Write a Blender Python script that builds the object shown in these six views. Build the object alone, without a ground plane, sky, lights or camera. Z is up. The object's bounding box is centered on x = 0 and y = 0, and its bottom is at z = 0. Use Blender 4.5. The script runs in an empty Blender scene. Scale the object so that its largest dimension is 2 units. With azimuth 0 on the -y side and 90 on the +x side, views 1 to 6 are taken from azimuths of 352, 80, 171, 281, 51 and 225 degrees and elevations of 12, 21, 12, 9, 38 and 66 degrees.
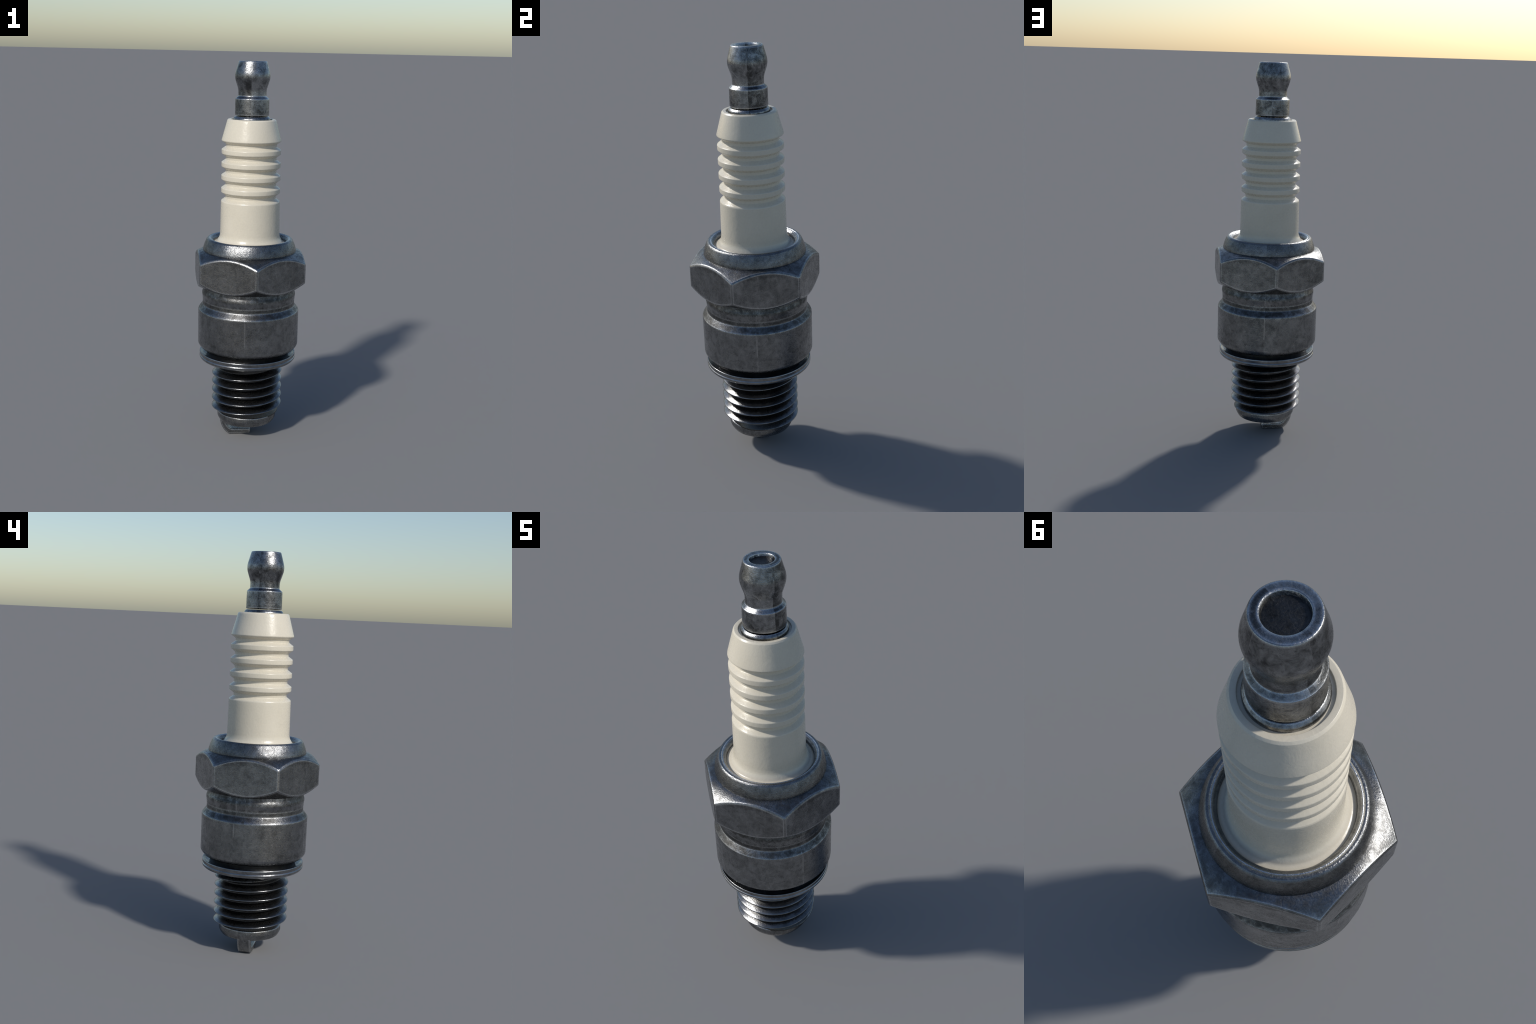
"""Spark plug standing on its ground electrode, built from lathe profiles,
a chamfered hexagon, a helical thread and a bent electrode strip."""
import bpy, bmesh, math
from mathutils import Vector

SEG = 96                      # divisions round a turned part


# --------------------------------------------------------------------------
# profile helpers
# --------------------------------------------------------------------------
def fillet(points, steps=4):
    """Round the corners of a profile. Each point is (r, z) or (r, z, radius)."""
    out = []
    n = len(points)
    for i, p in enumerate(points):
        rad = p[2] if len(p) > 2 else 0.0
        v = Vector((p[0], p[1]))
        if rad <= 0 or i in (0, n - 1):
            out.append(v)
            continue
        a = Vector(points[i - 1][:2]) - v
        b = Vector(points[i + 1][:2]) - v
        d = min(rad, a.length * 0.49, b.length * 0.49)
        p0, p1 = v + a.normalized() * d, v + b.normalized() * d
        for k in range(steps + 1):
            t = k / steps
            out.append(p0 * (1 - t) ** 2 + v * 2 * t * (1 - t) + p1 * t * t)
    return out


def dense(points, longest=0.02):
    """Split long profile runs so that bump and smoothing stay even."""
    out = [points[0]]
    for a, b in zip(points, points[1:]):
        m = max(1, math.ceil((b - a).length / longest))
        out += [a.lerp(b, k / m) for k in range(1, m + 1)]
    return out


def finish(bm, name, material, parent, smooth_angle=32):
    bmesh.ops.remove_doubles(bm, verts=bm.verts, dist=1e-6)
    bmesh.ops.recalc_face_normals(bm, faces=bm.faces)
    me = bpy.data.meshes.new(name)
    bm.to_mesh(me)
    bm.free()
    for f in me.polygons:
        f.use_smooth = True
    me.set_sharp_from_angle(angle=math.radians(smooth_angle))
    me.materials.append(material)
    ob = bpy.data.objects.new(name, me)
    bpy.context.collection.objects.link(ob)
    ob.parent = parent
    return ob


def lathe(name, profile, material, parent, closed=False, smooth_angle=32, offset=(0, 0), steps=4):
    """Turn a profile (from one end to the other) about the z axis."""
    pts = dense(fillet(profile, steps))
    bm = bmesh.new()
    rings = []
    for p in pts:
        if p.x < 1e-5:
            rings.append([bm.verts.new((offset[0], offset[1], p.y))])
        else:
            q = p.x + (0.0008 if p.x > 0.05 else 0.0)
            rings.append([bm.verts.new((offset[0] + q * math.cos(2 * math.pi * k / SEG),
                                        offset[1] + q * math.sin(2 * math.pi * k / SEG), p.y))
                          for k in range(SEG)])
    pairs = list(zip(rings, rings[1:]))
    if closed:
        pairs.append((rings[-1], rings[0]))
    for a, b in pairs:
        for k in range(SEG):
            j = (k + 1) % SEG
            if len(a) == 1 and len(b) == 1:
                continue
            if len(a) == 1:
                bm.faces.new((a[0], b[k], b[j]))
            elif len(b) == 1:
                bm.faces.new((a[k], a[j], b[0]))
            else:
                bm.faces.new((a[k], a[j], b[j], b[k]))
    return finish(bm, name, material, parent, smooth_angle)


# --------------------------------------------------------------------------
# materials
# --------------------------------------------------------------------------
class Nodes:
    def __init__(self, name):
        self.mat = bpy.data.materials.new(name)
        self.mat.use_nodes = True
        self.t = self.mat.node_tree
        self.bsdf = self.t.nodes["Principled BSDF"]

    def new(self, kind, **kw):
        n = self.t.nodes.new(kind)
        for k, v in kw.items():
            setattr(n, k, v)
        return n

    def link(self, a, b):
        self.t.links.new(a, b)

    def math(self, op, a, b=None, clamp=False):
        n = self.new("ShaderNodeMath", operation=op, use_clamp=clamp)
        for i, v in enumerate((a, b)):
            if v is None:
                continue
            if isinstance(v, (int, float)):
                n.inputs[i].default_value = v
            else:
                self.link(v, n.inputs[i])
        return n.outputs[0]

    def noise(self, vec, scale, detail=5.0, rough=0.6, dist=0.0):
        n = self.new("ShaderNodeTexNoise")
        n.inputs["Scale"].default_value = scale
        n.inputs["Detail"].default_value = detail
        n.inputs["Roughness"].default_value = rough
        n.inputs["Distortion"].default_value = dist
        self.link(vec, n.inputs["Vector"])
        return n.outputs["Fac"]

    def ramp(self, fac, stops):
        n = self.new("ShaderNodeValToRGB")
        el = n.color_ramp.elements
        while len(el) < len(stops):
            el.new(0.5)
        for e, (pos, col) in zip(el, stops):
            e.position = pos
            e.color = (*col, 1) if len(col) == 3 else col
        self.link(fac, n.inputs["Fac"])
        return n.outputs["Color"]

    def mix(self, fac, a, b, blend="MIX"):
        n = self.new("ShaderNodeMix", data_type="RGBA", blend_type=blend)
        if isinstance(fac, (int, float)):
            n.inputs[0].default_value = fac
        else:
            self.link(fac, n.inputs[0])
        for i, v in ((6, a), (7, b)):
            if isinstance(v, tuple):
                n.inputs[i].default_value = (*v, 1)
            else:
                self.link(v, n.inputs[i])
        return n.outputs[2]

    def map_range(self, v, a, b, c, d):
        n = self.new("ShaderNodeMapRange", clamp=True)
        self.link(v, n.inputs[0])
        for i, x in enumerate((a, b, c, d)):
            n.inputs[1 + i].default_value = x
        return n.outputs[0]

    def scaled(self, vec, scale, loc=(0, 0, 0)):
        n = self.new("ShaderNodeMapping")
        n.inputs["Scale"].default_value = scale
        n.inputs["Location"].default_value = loc
        self.link(vec, n.inputs["Vector"])
        return n.outputs[0]


def grey(v, warm=0.0):
    return (v * (1 + warm), v, v * (1 - warm))


def worn_steel(name, dark=0.12, light=0.335, rough=(0.11, 0.35), edge=0.9, edge_size=0.012,
               seams=True, bump=0.25, spread=0.13, shade_bands=(), valley_shade=None, quarter_shift=0.03, seam_line=0.6):
    """Oxidised, handled steel: mottled grey, streaks, pits, bright rubbed edges.
    grime = bands (z_low, z_high, strength) of painted crease shade with ragged borders."""
    m = Nodes(name)
    coord = m.new("ShaderNodeTexCoord").outputs["Object"]
    sep = m.new("ShaderNodeSeparateXYZ")
    m.link(coord, sep.inputs[0])
    vec = coord
    if seams:
        # four quarters, each with its own mottling, imitating UV texture seams
        ang = m.math("ARCTAN2", sep.outputs[1], sep.outputs[0])
        quarter = m.math("FLOOR", m.math("DIVIDE", m.math("ADD", ang, 0.19), math.pi / 2))
        comb = m.new("ShaderNodeCombineXYZ")
        m.link(m.math("MULTIPLY", quarter, 3.7), comb.inputs[0])
        m.link(m.math("MULTIPLY", quarter, 1.9), comb.inputs[2])
        add = m.new("ShaderNodeVectorMath", operation="ADD")
        m.link(coord, add.inputs[0])
        m.link(comb.outputs[0], add.inputs[1])
        vec = add.outputs[0]
    broad = m.noise(vec, 8, 4, 0.62, 0.4)
    mottle = m.noise(vec, 30, 8, 0.72, 0.6)
    fine = m.noise(vec, 190, 4, 0.65)
    streak = m.noise(m.scaled(vec, (1, 1, 0.25)), 60, 5, 0.7)
    base = m.math("ADD", m.math("MULTIPLY", broad, 0.34), m.math("MULTIPLY", mottle, 0.56))
    base = m.math("ADD", base, m.math("MULTIPLY", streak, 0.10))
    if seams:
        white = m.new("ShaderNodeTexWhiteNoise", noise_dimensions="1D")
        m.link(m.math("ADD", quarter, 0.3), white.inputs["W"])
        base = m.math("ADD", base, m.math("MULTIPLY", m.math("SUBTRACT", white.outputs["Value"], 0.5), quarter_shift))
    mid = dark * 0.5 + light * 0.5
    col = m.ramp(base, [(0.5 - spread, grey(dark, -0.02)), (0.5, grey(mid, -0.02)), (0.5 + spread, grey(light, -0.02))])
    if seams:
        # faint pale line imitating the texture seam between quarters
        turn = m.math("FRACT", m.math("DIVIDE", m.math("ADD", ang, 0.19 + 4 * math.pi), math.pi / 2))
        line = m.map_range(m.math("ABSOLUTE", m.math("SUBTRACT", turn, 0.5)), 0.4925, 0.4965, 0.0, 1.0)
        line = m.math("MULTIPLY", line, m.map_range(m.noise(coord, 11, 4, 0.6), 0.46, 0.58, 0.0, seam_line))
        col = m.mix(line, col, grey(light * 1.5))
    # small dark pits and specks
    pits = m.map_range(m.noise(vec, 55, 6, 0.75), 0.32, 0.42, 1.0, 0.0)
    col = m.mix(m.math("MULTIPLY", pits, 0.6), col, grey(dark * 0.45))
    crease_shade = None
    for lo, hi, strength in shade_bands:
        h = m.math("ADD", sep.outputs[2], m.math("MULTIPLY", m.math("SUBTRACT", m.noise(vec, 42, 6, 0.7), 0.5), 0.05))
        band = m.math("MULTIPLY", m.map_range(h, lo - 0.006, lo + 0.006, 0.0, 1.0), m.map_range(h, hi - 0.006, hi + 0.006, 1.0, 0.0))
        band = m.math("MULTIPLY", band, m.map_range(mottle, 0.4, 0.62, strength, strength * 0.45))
        crease_shade = band if crease_shade is None else m.math("MAXIMUM", crease_shade, band)
    if valley_shade:
        # shade of the thread valleys painted dark, with a crumbly border
        radius = m.math("SQRT", m.math("ADD", m.math("POWER", sep.outputs[0], 2.0), m.math("POWER", sep.outputs[1], 2.0)))
        radius = m.math("ADD", radius, m.math("MULTIPLY", m.math("SUBTRACT", m.noise(vec, 60, 6, 0.7), 0.5), 0.03))
        band = m.math("MULTIPLY", m.map_range(radius, valley_shade[0] - 0.003, valley_shade[0] + 0.003, 1.0, 0.0), valley_shade[1])
        crease_shade = band if crease_shade is None else m.math("MAXIMUM", crease_shade, band)
    if crease_shade is not None:
        col = m.mix(crease_shade, col, (0.058, 0.057, 0.055))  # shade of creases and valleys mixed into the base colour
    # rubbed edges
    geo = m.new("ShaderNodeNewGeometry")
    bev = m.new("ShaderNodeBevel", samples=8)
    bev.inputs["Radius"].default_value = edge_size
    dot = m.new("ShaderNodeVectorMath", operation="DOT_PRODUCT")
    m.link(bev.outputs[0], dot.inputs[0])
    m.link(geo.outputs["Normal"], dot.inputs[1])
    off = m.map_range(dot.outputs["Value"], 0.9993, 0.965, 0.0, 1.0)
    wear = m.math("MULTIPLY", off, m.map_range(m.noise(vec, 48, 5, 0.7), 0.34, 0.54, 0.6, 1.0))
    wear = m.math("MULTIPLY", wear, edge)
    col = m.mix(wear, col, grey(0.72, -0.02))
    m.link(col, m.bsdf.inputs["Base Color"])
    m.bsdf.inputs["Metallic"].default_value = 1.0
    r = m.map_range(m.math("ADD", m.math("MULTIPLY", mottle, 0.4), m.math("MULTIPLY", fine, 0.6)),
                    0.38, 0.62, rough[1], rough[0])
    if crease_shade is not None:
        r = m.math("ADD", r, m.math("MULTIPLY", crease_shade, 0.14))
    m.link(r, m.bsdf.inputs["Roughness"])
    b = m.new("ShaderNodeBump")
    b.inputs["Strength"].default_value = bump
    b.inputs["Distance"].default_value = 0.006
    m.link(m.math("ADD", m.math("MULTIPLY", mottle, 0.22), m.math("MULTIPLY", fine, 0.78)), b.inputs["Height"])
    m.link(b.outputs[0], m.bsdf.inputs["Normal"])
    return m.mat


def ceramic(name):
    """Glazed cream porcelain with faint unevenness in the glaze."""
    m = Nodes(name)
    coord = m.new("ShaderNodeTexCoord").outputs["Object"]
    soft = m.noise(coord, 7, 4, 0.55)
    fine = m.noise(coord, 90, 4, 0.6)
    col = m.ramp(soft, [(0.3, (0.605, 0.557, 0.452)), (0.7, (0.652, 0.603, 0.498))])
    col = m.mix(m.map_range(fine, 0.35, 0.7, 0.0, 0.12), col, (0.48, 0.44, 0.355))
    m.link(col, m.bsdf.inputs["Base Color"])
    m.link(m.map_range(fine, 0.3, 0.7, 0.22, 0.34), m.bsdf.inputs["Roughness"])
    b = m.new("ShaderNodeBump")
    b.inputs["Strength"].default_value = 0.10
    b.inputs["Distance"].default_value = 0.008
    wav = m.noise(m.scaled(coord, (1, 1, 0.6)), 45, 4, 0.6, 0.8)
    m.link(m.math("ADD", wav, m.math("MULTIPLY", fine, 0.35)), b.inputs["Height"])
    m.link(b.outputs[0], m.bsdf.inputs["Normal"])
    return m.mat


# --------------------------------------------------------------------------
# the object
# --------------------------------------------------------------------------
plug = bpy.data.objects.new("spark_plug", None)
plug.empty_display_size = 0.3
bpy.context.collection.objects.link(plug)
plug["label"] = "worn steel spark plug with ribbed cream ceramic insulator, standing upright"
plug["category"] = "spark plug"

steel = worn_steel("worn_steel")
steel_body = worn_steel("worn_body_steel", shade_bands=((0.790, 0.850, 0.95), (0.709, 0.764, 0.95)))  # shade under the hexagon and on the shoulder painted as dark bands
steel_terminal = worn_steel("worn_terminal_steel", dark=0.08, light=0.38, rough=(0.14, 0.36), spread=0.10, quarter_shift=0.11, seam_line=0.25)
steel_rim = worn_steel("worn_rim_steel", dark=0.085, light=0.25, bump=0.34, seam_line=0.0)
steel_hexagon = worn_steel("worn_hexagon_steel", dark=0.125, light=0.33, edge_size=0.015, edge=1.0, shade_bands=((0.988, 1.060, 0.6),), seams=False)  # occlusion shade round the crimped rim painted onto the top face
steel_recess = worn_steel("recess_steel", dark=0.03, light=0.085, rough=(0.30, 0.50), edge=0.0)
steel_thread = worn_steel("thread_steel", dark=0.11, light=0.28, rough=(0.10, 0.26), edge=0.15, edge_size=0.004, seams=False, bump=0.16,
                          shade_bands=((0.388, 0.600, 0.9),), valley_shade=(0.172, 0.85))  # shade below the gasket and between the threads painted in
steel_gasket = worn_steel("gasket_steel", dark=0.15, light=0.36, rough=(0.12, 0.26), edge=0.4, edge_size=0.005, seams=False, bump=0.12)
porcelain = ceramic("cream_porcelain")

# ---- insulator -----------------------------------------------------------
RIB_PITCH = 0.0668
prof = [(0.090, 1.6990), (0.1048, 1.6990), (0.1048, 1.7075, 0.002), (0.1200, 1.7082, 0.001), (0.1258, 1.7018, 0.001),
        (0.1539, 1.5995, 0.0015), (0.1525, 1.5955, 0.001)]
for k in range(4):
    z = 1.5413 - RIB_PITCH * k
    prof += [(0.1320, z + 0.0405, 0.002), (0.1315, z + 0.0272, 0.002),
             (0.1520, z + 0.0126, 0.001), (0.1532, z + 0.0102, 0.001),
             (0.1532, z - 0.0094, 0.001), (0.1520, z - 0.0115, 0.001)]
z = 1.5413 - RIB_PITCH * 4
prof += [(0.1320, z + 0.0405, 0.002), (0.1315, z + 0.0272, 0.002), (0.1515, z + 0.0124, 0.0015), (0.1535, z + 0.0075, 0.002),
         (0.1555, 1.110, 0.02), (0.1590, 1.092, 0.02), (0.1740, 1.069, 0.012), (0.1843, 1.0650, 0.004), (0.1980, 1.0600)]
insulator = lathe("insulator", prof, porcelain, plug, smooth_angle=24)

# ---- terminal ------------------------------------------------------------
terminal = lathe("terminal_nut", [
    (0.0440, 1.9800), (0.0455, 1.9870, 0.002), (0.0490, 1.9985, 0.0015), (0.0505, 2.0, 0.001),
    (0.0700, 2.0, 0.002), (0.0722, 1.9965, 0.002), (0.0800, 1.9690, 0.012), (0.0893, 1.9360, 0.014), (0.0893, 1.9130, 0.014),
    (0.0800, 1.8830, 0.012), (0.0718, 1.8600, 0.012), (0.0713, 1.8250, 0.002),
    (0.0862, 1.8115, 0.0015), (0.0872, 1.7300, 0.002), (0.0845, 1.7265, 0.001), (0.070, 1.7255)],
    steel_terminal, plug, smooth_angle=30)
lathe("terminal_recess", [(0.0, 1.9880), (0.0480, 1.9880)], steel_recess, terminal)
lathe("terminal_washer", [
    (0.060, 1.7225), (0.0860, 1.7225, 0.002), (0.0945, 1.7130, 0.003), (0.0958, 1.7060, 0.003), (0.0945, 1.6800), (0.060, 1.6700)],
    steel_terminal, terminal, smooth_angle=30)

# ---- shell ---------------------------------------------------------------
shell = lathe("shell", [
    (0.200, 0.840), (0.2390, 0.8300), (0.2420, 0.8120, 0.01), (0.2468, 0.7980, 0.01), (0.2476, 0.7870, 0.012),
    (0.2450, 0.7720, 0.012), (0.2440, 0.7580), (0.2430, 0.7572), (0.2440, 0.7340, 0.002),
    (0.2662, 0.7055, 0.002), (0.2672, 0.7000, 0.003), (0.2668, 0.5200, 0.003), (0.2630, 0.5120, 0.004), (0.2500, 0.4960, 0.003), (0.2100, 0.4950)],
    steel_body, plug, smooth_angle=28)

lathe("gasket_seat", [(0.2480, 0.4945), (0.2220, 0.4930, 0.003), (0.2170, 0.4880, 0.003), (0.2160, 0.4500)], steel_recess, shell)  # dark colour paints in the shade of the gap above the gasket

lathe("crimped_rim", [
    (0.1900, 1.020), (0.1893, 1.0690, 0.002), (0.1920, 1.0760, 0.002), (0.2005, 1.0840, 0.003), (0.2050, 1.0868, 0.002), (0.2082, 1.0852, 0.001),
    (0.2115, 1.0882, 0.002), (0.2195, 1.0878, 0.003), (0.2262, 1.0815, 0.004), (0.2385, 1.0530, 0.012), (0.2446, 1.0300, 0.01),
    (0.2452, 1.0180), (0.235, 1.000)],
    steel_rim, shell, smooth_angle=30)

# ---- hexagon -------------------------------------------------------------
APOTHEM, CORNER = 0.2756, 0.2756 / math.cos(math.pi / 6)


def top_cut(r):
    t = (r - APOTHEM) / (CORNER - APOTHEM)
    return 1.0165 - 0.0400 * t


def bottom_cut(r):
    t = (r - APOTHEM) / (CORNER - APOTHEM)
    return 0.8352 + 0.0400 * t


def hexagon(name, per_side=32):
    bm = bmesh.new()
    cols = []
    for side in range(6):
        for k in range(per_side):
            # equal steps along the flat, so the corner is always a column
            x = -1 + 2 * k / per_side
            a = math.atan(x * math.tan(math.pi / 6)) + math.radians(side * 60)
            r = APOTHEM / math.cos(a - math.radians(side * 60))
            d = Vector((math.cos(a), math.sin(a), 0))
            zt, zb = top_cut(r), bottom_cut(r)
            path = [(0.225, 1.0260), (0.243, 1.0250)]
            path += [(0.243 + (r - 0.243) * t, 1.0250 + (zt - 1.0250) * (0.55 * t + 0.45 * t * t)) for t in (0.25, 0.5, 0.75, 1.0)]
            path += [(r, zt + (zb - zt) * t) for t in (0.08, 0.5, 0.92, 1.0)]
            path += [(r + (0.236 - r) * t, zb + (0.822 - zb) * t) for t in (0.5, 1.0)]
            path += [(0.225, 0.822)]
            cols.append([bm.verts.new(d * q + Vector((0, 0, z))) for q, z in path])
    for a, b in zip(cols, cols[1:] + cols[:1]):
        for i in range(len(a) - 1):
            bm.faces.new((a[i], b[i], b[i + 1], a[i + 1]))
    ob = finish(bm, name, steel_hexagon, shell, 24)
    bv = ob.modifiers.new("edges", "BEVEL")
    bv.width = 0.0055
    bv.segments = 2
    bv.limit_method = "ANGLE"
    bv.angle_limit = math.radians(27)
    bv.harden_normals = False
    return ob


hexagon("hexagon")

# ---- gasket: a folded sheet ring ----------------------------------------
AX = (-0.0018, 0.0)
lathe("gasket", [
    (0.1700, 0.4560), (0.2100, 0.4560, 0.004), (0.2360, 0.4610, 0.006), (0.2490, 0.4705, 0.003), (0.2540, 0.4720, 0.003),
    (0.2562, 0.4680, 0.002), (0.2555, 0.4560, 0.002), (0.2528, 0.4520, 0.001), (0.2566, 0.4480, 0.002), (0.2562, 0.4410, 0.003),
    (0.2480, 0.4310, 0.004), (0.2300, 0.4280, 0.006), (0.1700, 0.4290)],
    steel_gasket, shell, closed=True, offset=AX, smooth_angle=35)

# ---- threaded stem -------------------------------------------------------
PITCH, Z0 = 0.0468, 0.0430
ROOT, MAJOR = 0.1515, 0.1888
T_START, T_FULL_LO, T_FULL_HI, T_END = 610, 810, 2640, 2800


def smoothstep(t):
    t = max(0.0, min(1.0, t))
    return t * t * (3 - 2 * t)


def thread(name, seg=96):
    """A solid stem whose surface is a height field: ridge distance from the helix."""
    bm = bmesh.new()
    # rows follow the helix, so the crest is always a clean edge line
    # one pitch of the ridge: (height along the pitch, share of full depth)
    form = [(-0.46, 0.0), (-0.40, 0.02), (-0.25, 0.46), (-0.110, 0.935), (-0.085, 0.985), (-0.05, 1.0), (-0.015, 0.990),
            (0.02, 0.945), (0.10, 0.785), (0.20, 0.575), (0.32, 0.325), (0.44, 0.07), (0.49, 0.0)]
    turns = range(-1, 9)
    rows = [(n, o, h) for n in turns for o, h in form]
    grid = []
    for k in range(seg + 1):
        a = 2 * math.pi * k / seg
        col = []
        for n, o, h in rows:
            z = Z0 + PITCH * (a / (2 * math.pi) + n + o)
            theta = 360 * (a / (2 * math.pi) + n)
            amp = smoothstep((theta - T_START) / (T_FULL_LO - T_START)) * smoothstep((T_END - theta) / (T_END - T_FULL_HI))
            r = ROOT + (MAJOR - ROOT) * amp * h
            z = min(max(z, 0.118), 0.440)
            if z <= 0.118 or z >= 0.440:
                r = min(r, ROOT)
            col.append(bm.verts.new((AX[0] + r * math.cos(a), AX[1] + r * math.sin(a), z)))
        grid.append(col)
    for a, b in zip(grid, grid[1:]):
        for i in range(len(a) - 1):
            vs = (a[i], b[i], b[i + 1], a[i + 1])
            if len({tuple(round(c, 6) for c in v.co) for v in vs}) >= 3:
                try:
                    bm.faces.new(vs)
                except ValueError:
                    pass
    bmesh.ops.remove_doubles(bm, verts=bm.verts, dist=1e-5)
    bmesh.ops.dissolve_degenerate(bm, edges=bm.edges, dist=1e-5)
    return finish(bm, name, steel_thread, shell, 38)


thread("thread")
lathe("thread_relief", [(0.10, 0.500), (0.1590, 0.499), (0.1590, 0.420, 0.002), (0.1560, 0.415, 0.001), (0.150, 0.415)],
      steel_thread, shell, offset=AX)

# ---- firing end ----------------------------------------------------------
nose = lathe("shell_nose", [
    (0.150, 0.135), (0.1575, 0.1300, 0.002), (0.1585, 0.1060, 0.004), (0.1560, 0.0980, 0.005), (0.1470, 0.0820, 0.004), (0.1420, 0.0785, 0.003),
    (0.1180, 0.0785, 0.003), (0.1150, 0.0830, 0.002), (0.1150, 0.140)],
    steel, shell, smooth_angle=35)
lathe("insulator_nose", [(0.118, 0.1385), (0.070, 0.1385, 0.01), (0.055, 0.100, 0.005), (0.050, 0.0800, 0.004), (0.0, 0.0800)],
      porcelain, insulator)
lathe("center_electrode", [(0.0, 0.0520), (0.0285, 0.0520, 0.003), (0.0300, 0.0550, 0.003), (0.0300, 0.0850)], steel_gasket, insulator)


def electrode(name):
    """A flat strip bent from the shell rim in under the centre electrode."""
    outer = fillet([(-0.1475, 0.0900), (-0.1420, 0.0560, 0.015), (-0.1230, 0.0200, 0.014), (-0.1000, 0.0000, 0.012), (0.0185, 0.0000)], 6)
    inner = fillet([(-0.1160, 0.0900), (-0.1160, 0.0600, 0.012), (-0.1010, 0.0380, 0.012), (-0.0850, 0.0275, 0.012), (0.0185, 0.0270)], 6)
    half = 0.0335
    bm = bmesh.new()
    loops = []
    for o, i in zip(outer, inner):
        loops.append([bm.verts.new((p.x, y, p.y)) for p, y in ((o, -half), (o, half), (i, half), (i, -half))])
    for a, b in zip(loops, loops[1:]):
        for k in range(4):
            j = (k + 1) % 4
            bm.faces.new((a[k], a[j], b[j], b[k]))
    bm.faces.new(loops[0])
    bm.faces.new(loops[-1])
    ob = finish(bm, name, steel, shell, 40)
    bv = ob.modifiers.new("edges", "BEVEL")
    bv.width = 0.004
    bv.segments = 3
    bv.limit_method = "ANGLE"
    bv.angle_limit = math.radians(50)
    return ob


electrode("ground_electrode")
